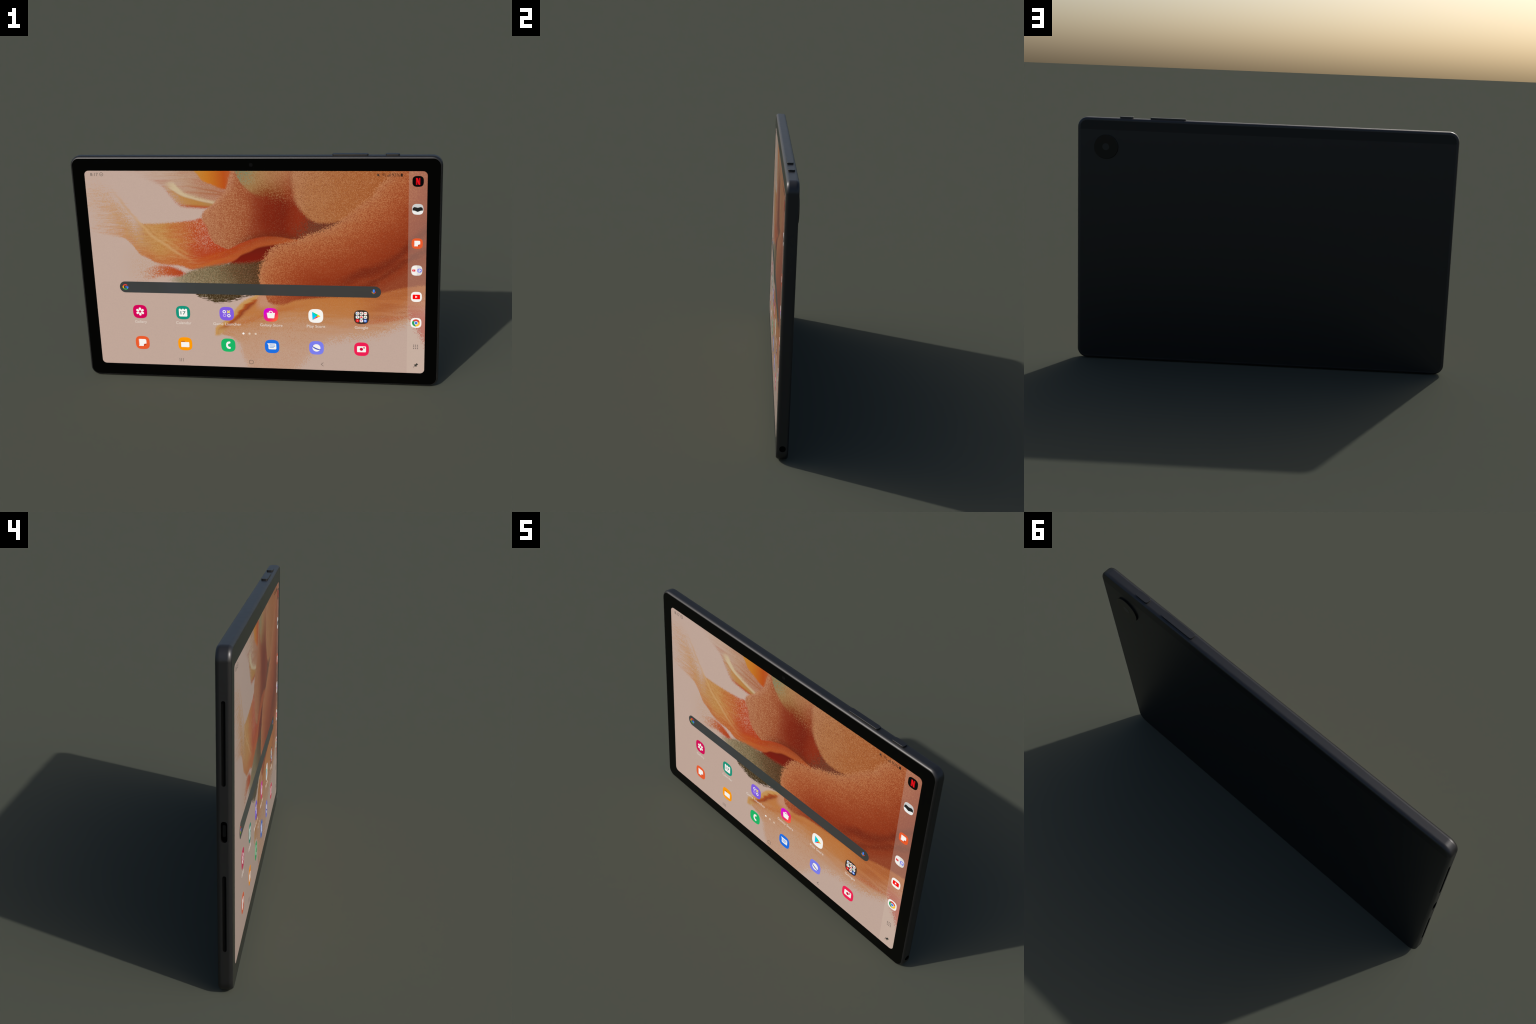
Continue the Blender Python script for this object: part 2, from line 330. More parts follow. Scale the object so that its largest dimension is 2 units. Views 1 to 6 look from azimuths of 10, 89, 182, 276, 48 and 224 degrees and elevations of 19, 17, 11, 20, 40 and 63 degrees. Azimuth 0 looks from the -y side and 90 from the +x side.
    # big coral petal on the right
    et = n.below(45, [(0.018, 0.55), (0.018, 0.58), (0.021, 0.645), (0.029, 0.693), (0.042, 0.716), (0.058, 0.745), (0.081, 0.78), (0.118, 0.813), (0.161, 0.829), (0.207, 0.839), (0.252, 0.856),
                      (0.312, 0.884), (0.387, 0.91), (0.432, 0.937), (0.473, 0.965), (0.514, 0.999), (0.558, 1.036), (0.602, 1.07), (0.631, 1.091), (0.659, 1.133), (0.688, 1.172), (0.716, 1.199), (0.735, 1.235)])
    eb = n.below(0, [(0.02, 0.60), (0.053, 0.523), (0.067, 0.484), (0.098, 0.471), (0.132, 0.469), (0.166, 0.476), (0.209, 0.494), (0.271, 0.507), (0.332, 0.513), (0.393, 0.519), (0.51, 0.527),
                     (0.687, 0.551), (0.749, 0.568), (0.825, 0.586), (0.93, 0.603)])
    depth = n.math("MULTIPLY_ADD", silk_ne, 0.07, et)
    coral = ramp(depth, (0.0, (182, 119, 80)), (0.05, (176, 103, 62)), (0.12, (166, 84, 46)), (0.21, (152, 64, 32)), (0.31, (140, 51, 24)), (0.42, (138, 55, 29)))
    coral = n.mix(n.math("MULTIPLY", n.both(n.step(n.z, 0.56, 0.46), n.step(n.x, 0.40, 0.15)), 0.7), coral, tone((158, 78, 48)))
    for pts, wide, c, k in (([(0.36, 0.53), (0.475, 0.596), (0.571, 0.656), (0.66, 0.685), (0.748, 0.735), (0.828, 0.817), (0.93, 0.92)], 0.055, (112, 36, 20), 0.85),
                            ([(0.50, 0.54), (0.63, 0.599), (0.719, 0.665), (0.829, 0.742), (0.93, 0.80)], 0.035, (110, 38, 22), 0.7)):
        dd = n.math("ABSOLUTE", n.math("MULTIPLY_ADD", silk_ne, 0.05, n.below(0, pts)))
        coral = n.mix(n.math("MULTIPLY", n.both(n.step(dd, wide, 0.0), n.step(n.x, 0.36, 0.60)), k), coral, tone(c))
    warm = n.step(n.below(0, [(0.55, 0.56), (0.70, 0.61), (0.829, 0.70), (0.93, 0.76)]), -0.01, 0.05)
    coral = n.mix(n.math("MULTIPLY", n.both(warm, n.step(n.x, 0.55, 0.70)), 0.7), coral, tone((144, 70, 43)))
    amt = n.math("MULTIPLY_ADD", n.step(depth, 0.30, 0.02), 0.52, 0.12)
    coral = sandy_grain(coral, (196, 132, 88), (140, 52, 22), amt)
    coral = n.mix(n.math("MULTIPLY", n.both(n.step(fine, 0.32, 0.52), n.step(n.z, 0.62, 0.85)), 0.45), coral, tone((112, 50, 30)))
    col = n.mix(n.both(n.edge(et, 0.004, grit, 0.022), n.edge(eb, 0.006, fine, 0.012, flip=True)), col, coral)

    # small red petal, left
    st = n.below(0, [(-0.70, 0.63), (-0.683, 0.637), (-0.6, 0.672), (-0.551, 0.686), (-0.504, 0.688), (-0.457, 0.678), (-0.42, 0.662), (-0.396, 0.646), (-0.37, 0.630)])
    sb = n.below(0, [(-0.68, 0.585), (-0.655, 0.589), (-0.622, 0.595), (-0.596, 0.606), (-0.556, 0.621), (-0.524, 0.629), (-0.477, 0.627), (-0.435, 0.626), (-0.396, 0.643), (-0.37, 0.66)])
    sred = speck(ramp(n.x, (-0.65, (190, 136, 98)), (-0.56, (184, 102, 58)), (-0.49, (180, 80, 38)), (-0.42, (172, 66, 32))), 0.14)
    col = n.mix(n.both(n.edge(st, 0.006, fine, 0.016), n.edge(sb, 0.006, fine, 0.016, flip=True), n.step(n.math("MULTIPLY_ADD", grit, 0.10, n.x), -0.66, -0.50)), col, sred)

    # curled ochre wisp under the search bar
    wl = n.below(45, [(0.05, 0.57), (0.014, 0.539), (-0.006, 0.522), (-0.05, 0.501), (-0.089, 0.473), (-0.122, 0.436), (-0.139, 0.409), (-0.201, 0.353), (-0.234, 0.329), (-0.242, 0.301), (-0.247, 0.262)])
    wr = n.below(45, [(0.05, 0.55), (0.013, 0.522), (-0.007, 0.482), (-0.04, 0.441), (-0.086, 0.397), (-0.138, 0.358), (-0.171, 0.33), (-0.198, 0.300), (-0.222, 0.268)])
    wm = n.math("MULTIPLY_ADD", silk_ne, 0.03, wl)
    wisp = ramp(wm, (0.0, (198, 152, 94)), (0.016, (196, 146, 84)), (0.028, (170, 80, 32)), (0.042, (146, 66, 36)), (0.058, (178, 108, 62)))
    wisp = n.mix(n.both(n.step(n.z, 0.345, 0.30), n.step(wl, 0.006, 0.03)), wisp, tone((190, 146, 92)))
    col = n.mix(n.both(n.edge(wl, 0.005, fine, 0.008), n.step(n.math("MULTIPLY_ADD", fine, -0.01, wr), 0.012, -0.006), n.step(n.z, 0.262, 0.285), n.step(n.z, 0.560, 0.535)), col, speck(wisp, 0.12))

    # red flare at the lower right margin
    rf = n.below(-60, [(0.80, 0.50), (0.848, 0.4), (0.869, 0.361), (0.888, 0.326), (0.906, 0.293), (0.93, 0.25)])
    col = n.mix(n.math("MULTIPLY", n.both(n.edge(rf, 0.006, grit, 0.03, flip=True), n.step(n.x, 0.825, 0.835), n.step(n.z, 0.54, 0.40)), 0.85), col, tone((178, 74, 58)))

    # translucent side panel over the picture
    side = n.step(n.x, 0.826, 0.828)
    col = n.mix(n.math("MULTIPLY", side, 0.13), col, tone((236, 220, 200)))
    n.finish(col, SCREEN_ROUGH, 0.0, SCREEN_SPEC)
    return n.mat


# ------------------------------------------------------------------ body materials
def metal_material(name, rgb, rough, metallic=0.85, spec=0.5):
    n = Nodes(name)
    grain = n.noise(900.0, 2.0)
    col = n.scale((*rgb, 1.0), n.math("MULTIPLY_ADD", n.math("SUBTRACT", grain, 0.5), 0.25, 1.0))
    r = n.math("MULTIPLY_ADD", n.math("SUBTRACT", n.noise(40.0, 3.0), 0.5), 0.06, rough)
    return n.finish(col, r, metallic, spec)


MAT_FRAME = metal_material("dark_grey_aluminium", (0.056, 0.056, 0.058), 0.42)
MAT_BACK = metal_material("brushed_back_aluminium", (0.042, 0.043, 0.045), 0.36)
MAT_STRIP = metal_material("dark_plastic_strip", (0.030, 0.030, 0.031), 0.40)
MAT_BUTTON = metal_material("button_aluminium", (0.056, 0.056, 0.058), 0.42)
MAT_HOUSING = metal_material("camera_plastic", (0.0035, 0.0028, 0.0016), 0.30, 0.0, 0.36)
MAT_HOLE = metal_material("black_cavity", (0.002, 0.002, 0.002), 0.9, 0.0, 0.1)
MAT_TONGUE = metal_material("port_tongue_plastic", (0.004, 0.004, 0.004), 0.6, 0.0, 0.3)
MAT_GLASS = metal_material("black_glass", (0.0002, 0.0002, 0.0002), 0.12, 0.0, 0.2)
MAT_LENS = metal_material("lens_glass", (0.0035, 0.0035, 0.004), 0.12, 0.0, 0.2)
MAT_REARLENS = metal_material("rear_lens_glass", (0.022, 0.022, 0.022), 0.30, 0.0, 0.40)


# ------------------------------------------------------------------ objects
root = bpy.data.objects.new("tablet_computer", None)
root.empty_display_size = 0.1
root["label"] = "slim dark grey tablet standing upright, bright home screen"
root["category"] = "tablet"
bpy.context.scene.collection.objects.link(root)


def add(name, mesh, mat, parent=root):
    ob = bpy.data.objects.new(name, mesh)
    bpy.context.scene.collection.objects.link(ob)
    ob.parent = parent
    if mat is not None:
        if len(mesh.materials):
            mesh.materials[0] = mat
        else:
            mesh.materials.append(mat)
    return ob


def from_bm(name, bm):
    me = bpy.data.meshes.new(name)
    bmesh.ops.recalc_face_normals(bm, faces=bm.faces)
    bm.to_mesh(me)
    bm.free()
    return me


def rounded_rect(cx, cz, w, h, r, n=10):
    pts = []
    for k, (sx, sz) in enumerate(((1, 1), (-1, 1), (-1, -1), (1, -1))):
        for i in range(n + 1):
            a = math.pi / 2 * (k + i / n)
            pts.append((cx + sx * (w / 2 - r) + r * math.cos(a), cz + sz * (h / 2 - r) + r * math.sin(a)))
    return pts


def squircle(cx, cz, w, h=None, e=2.95, n=64):
    h = h or w
    out = []
    for i in range(n):
        a = math.tau * i / n
        c, s = math.cos(a), math.sin(a)
        out.append((cx + w / 2 * math.copysign(abs(c) ** (2 / e), c), cz + h / 2 * math.copysign(abs(s) ** (2 / e), s)))
    return out


def ellipse(cx, cz, rx, rz=None, n=40, a0=0.0, a1=360.0):
    rz = rz or rx
    return [(cx + rx * math.cos(math.radians(a0 + (a1 - a0) * i / n)), cz + rz * math.sin(math.radians(a0 + (a1 - a0) * i / n))) for i in range(n if a1 - a0 >= 360 else n + 1)]


def slab(bm, outline, y_front, y_back):
    """Extruded outline (x-z plane) with closed front, sides and back."""
    f = [bm.verts.new((x, y_front, z)) for x, z in outline]
    b = [bm.verts.new((x, y_back, z)) for x, z in outline]
    bm.faces.new(f)
    bm.faces.new(list(reversed(b)))
    m = len(f)
    for i in range(m):
        bm.faces.new((f[i], b[i], b[(i + 1) % m], f[(i + 1) % m]))


def band(bm, inner, outer, y_front, y_back, closed=True):
    """Flat ring or arc between two outlines of equal length, with thickness."""
    m = len(inner)
    rows = [[bm.verts.new((x, y, z)) for x, z in line] for line, y in ((inner, y_front), (outer, y_front), (outer, y_back), (inner, y_back))]
    for i in range(m if closed else m - 1):
        j = (i + 1) % m
        for r in range(4):
            s = (r + 1) % 4
            bm.faces.new((rows[r][i], rows[r][j], rows[s][j], rows[s][i]))
    if not closed:
        for i in (0, m - 1):
            bm.faces.new([rows[r][i] for r in range(4)])


# --- front layers, each a hair proud of the one below
Y_GLASS = FRONT_Y + 0.0004
Y_SCREEN = FRONT_Y + 0.0001
LAYER = 0.00022
Y_ICON = Y_SCREEN - LAYER
Y_GLYPH = Y_ICON - LAYER
Y_MARK = Y_GLYPH - LAYER


def plate(name, outlines, y, mat, parent=root, thick=0.0006):
    bm = bmesh.new()
    for o in (outlines if isinstance(outlines[0], list) else [outlines]):
        slab(bm, o, y, y + thick)
    return add(name, from_bm(name, bm), mat, parent)


def ring(name, inner, outer, y, mat, parent=root, closed=True):
    bm = bmesh.new()
    band(bm, inner, outer, y, y + 0.0006, closed)
    return add(name, from_bm(name, bm), mat, parent)


def arc(name, cx, cz, r0, r1, a0, a1, y, mat, parent=root):
    if a1 - a0 >= 360:
        return ring(name, ellipse(cx, cz, r0), ellipse(cx, cz, r1), y, mat, parent)
    n = max(6, int((a1 - a0) / 6))
    return ring(name, ellipse(cx, cz, r0, n=n, a0=a0, a1=a1), ellipse(cx, cz, r1, n=n, a0=a0, a1=a1), y, mat, parent, closed=False)


def text(name, body, cx, cz, width, height, y, mat, parent=root, bold=0.0):
    """Lettering from the built-in font, fitted to a width and total height."""
    cu = bpy.data.curves.new(name, "FONT")
    cu.body, cu.size, cu.extrude, cu.offset = body, 1.0, 0.001, bold
    cu.resolution_u = 4
    tmp = bpy.data.objects.new(name, cu)
    bpy.context.scene.collection.objects.link(tmp)
    dg = bpy.context.evaluated_depsgraph_get()
    dg.update()
    me = bpy.data.meshes.new_from_object(tmp.evaluated_get(dg), depsgraph=dg)
    bpy.data.objects.remove(tmp)
    bpy.data.curves.remove(cu)
    xs = [v.co.x for v in me.vertices]
    ys = [v.co.y for v in me.vertices]
    sx, sy = width / (max(xs) - min(xs)), height / (max(ys) - min(ys))
    mx, my = (max(xs) + min(xs)) / 2, (max(ys) + min(ys)) / 2
    for v in me.vertices:
        v.co = Vector((cx + (v.co.x - mx) * sx, y + (0.0 if v.co.z > 0 else 0.0003), cz + (v.co.y - my) * sy))
    me.name = name
    me.materials.clear()
    return add(name, me, mat, parent)


# ------------------------------------------------------------------ frame with its cut-outs
def body_profile():
    """(inset from the outline, y) from the front lip round the side to the back."""
    zf, yf = LIP, 0.0148          # front edge: nearly a flat chamfer, softly rounded off
    zb, yb = 0.0120, 0.0165       # back edge: fuller round
    pts = [(zf + 0.006, FRONT_Y + 0.0012), (zf + 0.0004, FRONT_Y + 0.0012), (zf, FRONT_Y)]
    k = 10
    for i in range(1, k + 1):
        a = math.pi / 2 * i / k
        pts.append((zf - zf * math.sin(a) ** 1.22, FRONT_Y + yf - yf * math.cos(a) ** 1.22))
    for i in range(0, k + 1):
        a = math.pi / 2 * i / k
        pts.append((zb - zb * math.cos(a), BACK_Y - yb + yb * math.sin(a)))
    pts += [(zb + 0.004, BACK_Y), (zb + 0.004, BACK_Y - 0.0010)]
    return pts


def outline_inset(inset, n=14):
    return rounded_rect(0.0, TOP_Z / 2, 2 * (HALF_W - inset), TOP_Z - 2 * inset, max(CORNER_R - inset, 0.004), n)


bm = bmesh.new()
rows = [[bm.verts.new((x, y, z)) for x, z in outline_inset(i)] for i, y in body_profile()]
m = len(rows[0])
for a, b in zip(rows, rows[1:]):
    for i in range(m):
        j = (i + 1) % m
        bm.faces.new((a[i], a[j], b[j], b[i]))
bm.faces.new(rows[0])
bm.faces.new(list(reversed(rows[-1])))
frame = add("frame", from_bm("frame", bm), MAT_FRAME)
frame.data.materials.append(MAT_HOLE)


def side_pocket(z, half_len, half_wide, x_side, depth, y=MID_Y):
    """Stadium-shaped cutter standing across the side wall."""
    bm = bmesh.new()
    o = rounded_rect(y, z, 2 * half_wide, 2 * half_len, half_wide * 0.98, 10)
    xa, xb = x_side * (HALF_W + 0.02), x_side * (HALF_W - depth)
    p = [bm.verts.new((xa, u, w)) for u, w in o]
    q = [bm.verts.new((xb, u, w)) for u, w in o]
    bm.faces.new(p)
    bm.faces.new(list(reversed(q)))
    for i in range(len(p)):
        j = (i + 1) % len(p)
        bm.faces.new((p[i], q[i], q[j], p[j]))
    me = from_bm("cutter", bm)
    me.materials.append(MAT_HOLE)
    ob = bpy.data.objects.new("cutter", me)
    bpy.context.scene.collection.objects.link(ob)
    return ob


SLOTS = ((0.9760, 0.1520), (0.3330, 0.1520))      # speaker slots: centre height, half length
cutters = [side_pocket(z, h, 0.0073, -1, 0.018) for z, h in SLOTS]
cutters.append(side_pocket(0.6540, 0.0400, 0.0118, -1, 0.030))
cutters.append(side_pocket(0.0705, 0.0150, 0.0148, 1, 0.045))
for c in cutters:
    mod = frame.modifiers.new("cut", "BOOLEAN")
    mod.operation, mod.solver, mod.object = "DIFFERENCE", "EXACT", c
    mod.material_mode = "TRANSFER"
dg = bpy.context.evaluated_depsgraph_get()
dg.update()
cut_mesh = bpy.data.meshes.new_from_object(frame.evaluated_get(dg), depsgraph=dg)
frame.modifiers.clear()
old = frame.data
frame.data = cut_mesh
cut_mesh.name = "frame"
bpy.data.meshes.remove(old)
for c in cutters:
    bpy.data.objects.remove(c)
for p in cut_mesh.polygons:
    p.use_smooth = True
cut_mesh.set_sharp_from_angle(angle=math.radians(28))
wn = frame.modifiers.new("weighted_normal", "WEIGHTED_NORMAL")
wn.keep_sharp = True

# linings inside the openings
def side_plate(name, z, half_len, half_wide, x0, x1, mat, parent=root, y=MID_Y):
    bm = bmesh.new()
    o = rounded_rect(y, z, 2 * half_wide, 2 * half_len, half_wide * 0.98, 8)
    p = [bm.verts.new((x0, u, w)) for u, w in o]
    q = [bm.verts.new((x1, u, w)) for u, w in o]
    bm.faces.new(p)
    bm.faces.new(list(reversed(q)))
    for i in range(len(p)):
        j = (i + 1) % len(p)
        bm.faces.new((p[i], q[i], q[j], p[j]))
    return add(name, from_bm(name, bm), mat, parent)


for z, h in SLOTS:
    side_plate("speaker_grille", z, h - 0.0004, 0.0069, -0.9960, -0.9830, MAT_HOLE)
port = side_plate("charging_port", 0.6540, 0.0394, 0.0112, -0.9780, -0.9715, MAT_HOLE)
side_plate("port_tongue", 0.6548, 0.0230, 0.0062, -0.9890, -0.9775, MAT_TONGUE, port)
side_plate("headphone_jack", 0.0705, 0.0144, 0.0142, 0.9900, 0.9560, MAT_HOLE)

# ------------------------------------------------------------------ glass, display, back
lip = outline_inset(LIP + 0.0001)
glass = plate("front_glass", lip, Y_GLASS, MAT_GLASS, thick=0.0010)
screen = plate("display_screen", rounded_rect(0.0, (SCREEN_Z0 + SCREEN_Z1) / 2, 2 * SCREEN_X, SCREEN_Z1 - SCREEN_Z0, 0.0235, 12), Y_SCREEN, wallpaper_material())
plate("front_camera", ellipse(-0.0003, 1.2632, 0.0100), Y_GLASS - 0.0003, MAT_LENS)

STRIP_Z = 1.2455
back_outline = outline_inset(0.0161)
upper = [p for p in back_outline if p[1] > STRIP_Z]
lower = [p for p in back_outline if p[1] <= STRIP_Z]
edge_x = HALF_W - 0.0161
strip_pts = [p for p in upper] + [(-edge_x, STRIP_Z), (edge_x, STRIP_Z)]
cover_pts = [(-edge_x, STRIP_Z)] + lower + [(edge_x, STRIP_Z)]


def dedupe(pts):
    out = []
    for p in pts:
        if not out or (abs(p[0] - out[-1][0]) + abs(p[1] - out[-1][1])) > 1e-5:
            out.append(p)
    return out


plate("back_cover", dedupe(cover_pts), BACK_Y - 0.0010, MAT_BACK, thick=0.0010)
plate("antenna_strip", dedupe(strip_pts), BACK_Y - 0.0010, MAT_STRIP, thick=0.0010)


# ------------------------------------------------------------------ buttons
def top_button(name, x0, x1, half_y, z_top):
    """Low key with rounded ends, a flat top, set into the top side."""
    bm = bmesh.new()
    prof = [(0.0, TOP_Z - 0.004), (0.0, z_top - 0.0005), (0.0004, z_top)]
    rows = []
    for inset, z in prof:
        o = rounded_rect((x0 + x1) / 2, MID_Y, x1 - x0 - 2 * inset, 2 * (half_y - inset), 0.0095 - inset, 10)
        rows.append([bm.verts.new((x, y, z)) for x, y in o])
    k = len(rows[0])
    for a, b in zip(rows, rows[1:]):
        for i in range(k):
            j = (i + 1) % k
            bm.faces.new((a[i], a[j], b[j], b[i]))
    bm.faces.new(rows[-1])
    bm.faces.new(list(reversed(rows[0])))
    me = from_bm(name, bm)
    for p in me.polygons:
        p.use_smooth = True
    me.set_sharp_from_angle(angle=math.radians(25))
    return add(name, me, MAT_BUTTON)


BUTTON_TOP = 1.3172
top_button("volume_button", 0.4310, 0.6175, 0.0152, BUTTON_TOP)
top_button("power_button", 0.7075, 0.7785, 0.0152, BUTTON_TOP)


# ------------------------------------------------------------------ rear camera
def disc_y(name, cx, cz, prof, mat, parent=root, n=96):
    """Turned part on the back: (radius, y) profile closed at both ends."""
    bm = bmesh.new()
    rows = [[bm.verts.new((cx + r * math.cos(math.tau * i / n), y, cz + r * math.sin(math.tau * i / n))) for i in range(n)] for r, y in prof]
    for a, b in zip(rows, rows[1:]):
        for i in range(n):
            j = (i + 1) % n
            bm.faces.new((a[i], a[j], b[j], b[i]))
    bm.faces.new(rows[0])
    bm.faces.new(list(reversed(rows[-1])))
    me = from_bm(name, bm)
    for p in me.polygons:
        p.use_smooth = True
    me.set_sharp_from_angle(angle=math.radians(12))
    return add(name, me, mat, parent)


CAM = (0.8470, 1.1575)
housing = disc_y("camera_housing", *CAM, [(0.0635, BACK_Y - 0.002), (0.0635, 0.0312), (0.0632, 0.0317), (0.0625, 0.0320)], MAT_HOUSING)
disc_y("camera_lens", CAM[0] + 0.001, CAM[1], [(0.0178, 0.0310), (0.0178, 0.03225), (0.0174, 0.0324)], MAT_REARLENS, housing)

# ------------------------------------------------------------------ home screen
WHITE = (250, 247, 242)
INK = (84, 78, 74)


class Icon:
    """One app tile; glyph coordinates run -0.5..0.5 across the tile."""

    def __init__(self, cx, cz, w, mat, name="app_icon"):
        self.cx, self.cz, self.w = cx, cz, w
        self.ob = plate(name, squircle(cx, cz, w), Y_ICON, mat)

    def p(self, pts):
        return [(self.cx + x * self.w, self.cz + z * self.w) for x, z in pts]

    def shape(self, name, pts, rgb, y=Y_GLYPH):
        return plate(name, self.p(pts), y, paint(rgb) if isinstance(rgb, tuple) else rgb, self.ob)

    def ring(self, name, x, z, r0, r1, rgb, y=Y_GLYPH, a0=0, a1=360):
        return arc(name, self.cx + x * self.w, self.cz + z * self.w, r0 * self.w, r1 * self.w, a0, a1, y, paint(rgb), self.ob)

    def dot(self, name, x, z, r, rgb, y=Y_GLYPH):
        return self.shape(name, ellipse(x, z, r, n=28), rgb, y)


COLS = [-0.6735 + 0.25045 * i for i in range(6)]
ROW1, ROW2, TILE = 0.4076, 0.2148, 0.0820

# photo album: six-petalled flower
ic = Icon(COLS[0], ROW1, TILE, paint((212, 0, 88)))
for k in range(6):
    a = math.radians(90 + 60 * k)
    ca, sa = math.cos(a), math.sin(a)
    pet = []
    for i in range(24):
        t = math.tau * i / 24
        along, across = 0.185 + 0.115 * math.cos(t), (0.082 + 0.022 * math.cos(t)) * math.sin(t)
        pet.append((along * ca - across * sa, along * sa + across * ca))
    ic.shape("petal", pet, WHITE)
ic.dot("flower_centre", 0, 0, 0.066, (196, 0, 84), Y_MARK)

# calendar page
ic = Icon(COLS[1], ROW1, TILE, paint((18, 148, 122)))
page = [(-0.29, -0.24), (-0.24, -0.29), (0.24, -0.29), (0.29, -0.24), (0.29, 0.24), (0.25, 0.29), (0.19, 0.285)]
for cxn in (0.11, -0.11):
    page += [(cxn + 0.055 * math.cos(math.pi * i / 6), 0.285 - 0.065 * math.sin(math.pi * i / 6)) for i in range(7)]
page += [(-0.19, 0.285), (-0.25, 0.29), (-0.29, 0.24)]
ic.shape("calendar_page", page, WHITE)
text("calendar_date", "17", ic.cx, ic.cz - 0.02 * TILE, 0.36 * TILE, 0.25 * TILE, Y_MARK, paint((28, 112, 98)), ic.ob, 0.015)

# games: rings and a cross
ic = Icon(COLS[2], ROW1, TILE, paint((130, 92, 226)))
for x, z, c in ((-0.16, 0.145, WHITE), (-0.15, -0.13, (190, 160, 238)), (0.15, -0.14, WHITE)):
    ic.ring("game_ring", x, z, 0.062, 0.118, c)
cross = []
for k in range(4):
    a = math.radians(90 * k)
    for x, z in ((0.125, 0.075), (0.075, 0.125), (0.0, 0.05)):
        cross.append((0.135 + x * math.cos(a) - z * math.sin(a), 0.145 + x * math.sin(a) + z * math.cos(a)))
ic.shape("game_cross", cross, (246, 224, 90))

# shop: gradient tile with a bag
n = Nodes("magenta_to_orange")
g = n.math("SUBTRACT", n.math("SUBTRACT", n.x, COLS[3]), n.math("SUBTRACT", n.z, ROW1))
shop_mat = n.finish(n.ramp(g, -0.055, 0.055, [(-0.055, (214, 0, 214)), (-0.01, (232, 22, 150)), (0.025, (246, 46, 88)), (0.055, (252, 96, 60))], GAIN), SCREEN_ROUGH, 0.0, SCREEN_SPEC)
ic = Icon(COLS[3], ROW1, TILE, shop_mat)
ic.shape("shopping_bag", [(-0.28, 0.145), (-0.23, -0.20), (-0.20, -0.25), (0.20, -0.25), (0.23, -0.20), (0.28, 0.145)], WHITE)
ic.ring("bag_handle", 0, 0.145, 0.095, 0.15, WHITE, a0=0, a1=180)

# media shop: four-coloured arrowhead
ic = Icon(COLS[4], ROW1, TILE, paint(WHITE))
A, B, C, D, E_, F_ = (-0.25, 0.30), (-0.23, -0.30), (0.06, -0.01), (0.165, 0.085), (0.32, -0.02), (0.165, -0.085)
ic.shape("arrow_facet", [A, B, C], (0, 200, 240))
ic.shape("arrow_facet", [A, C, D], (0, 222, 118))
ic.shape("arrow_facet", [C, F_, E_, D], (252, 198, 10))
ic.shape("arrow_facet", [B, F_, C], (238, 44, 74))

# folder of nine miniature apps
ic = Icon(COLS[5], ROW1, TILE, paint((60, 46, 40)))
MINI = 0.225
mini = [[None] * 3 for _ in range(3)]
for r in range(3):
    for c in range(3):
        x, z = -0.265 + 0.265 * c, 0.265 - 0.265 * r
        base = {(2, 0): (232, 20, 26), (2, 2): (30, 104, 214)}.get((r, c), WHITE)
        ic.shape("miniature_app", squircle(x, z, MINI, e=3.0, n=28), base)
        mini[r][c] = (x, z)
wheel = ((90, 210, (66, 133, 244)), (210, 330, (52, 168, 83)), (-30, 90, (234, 90, 60)))
for (r, c), parts in {(0, 0): wheel, (0, 1): ((30, 150, (219, 68, 55)), (150, 270, (15, 157, 88)), (270, 390, (250, 196, 60)))}.items():
    for a0, a1, colr in parts:
        ic.ring("miniature_mark", *mini[r][c], 0.028, 0.072, colr, Y_MARK, a0, a1)
ic.dot("miniature_mark", *mini[0][1], 0.026, (66, 133, 244), Y_MARK)
x, z = mini[0][2]
ic.shape("miniature_mark", [(x - 0.07, z - 0.05), (x - 0.04, z - 0.05), (x - 0.04, z), (x, z - 0.035), (x, z + 0.005), (x - 0.045, z + 0.05), (x - 0.07, z + 0.05)], (226, 70, 80), Y_MARK)
ic.shape("miniature_mark", [(x + 0.07, z - 0.05), (x + 0.07, z + 0.05), (x + 0.045, z + 0.05), (x, z + 0.005), (x, z - 0.035), (x + 0.04, z), (x + 0.04, z - 0.05)], (236, 130, 70), Y_MARK)
x, z = mini[1][0]
ic.ring("miniature_mark", x, z + 0.02, 0.02, 0.055, (66, 133, 244), Y_MARK, 60, 200)
ic.ring("miniature_mark", x, z + 0.02, 0.02, 0.055, (234, 140, 60), Y_MARK, -40, 60)
ic.shape("miniature_mark", [(x - 0.045, z), (x, z - 0.075), (x + 0.045, z)], (52, 168, 83), Y_MARK)
x, z = mini[1][1]
ic.shape("miniature_mark", rounded_rect(x, z, 0.15, 0.10, 0.03, 4), (232, 24, 30), Y_MARK)
x, z = mini[1][2]
ic.shape("miniature_mark", [(x - 0.07, z - 0.04), (x - 0.01, z + 0.065), (x + 0.015, z + 0.02), (x - 0.03, z - 0.06)], (30, 160, 100), Y_MARK)
ic.shape("miniature_mark", [(x - 0.01, z + 0.065), (x + 0.03, z + 0.065), (x + 0.075, z - 0.02), (x + 0.03, z - 0.02)], (248, 190, 50), Y_MARK)
ic.shape("miniature_mark", [(x - 0.03, z - 0.06), (x + 0.05, z - 0.06), (x + 0.075, z - 0.022), (x - 0.008, z - 0.022)], (60, 125, 230), Y_MARK)
ic.ring("miniature_mark", *mini[2][0], 0.022, 0.042, (255, 160, 150), Y_MARK)
x, z = mini[2][1]
ic.shape("miniature_mark", [(x - 0.05, z - 0.06), (x + 0.07, z), (x - 0.05, z + 0.06)], (192, 30, 80), Y_MARK)
x, z = mini[2][2]
ic.shape("miniature_mark", [(x - 0.07, z - 0.045), (x + 0.03, z - 0.045), (x + 0.075, z + 0.0), (x + 0.03, z + 0.045), (x - 0.07, z + 0.045)], (235, 240, 244), Y_MARK)


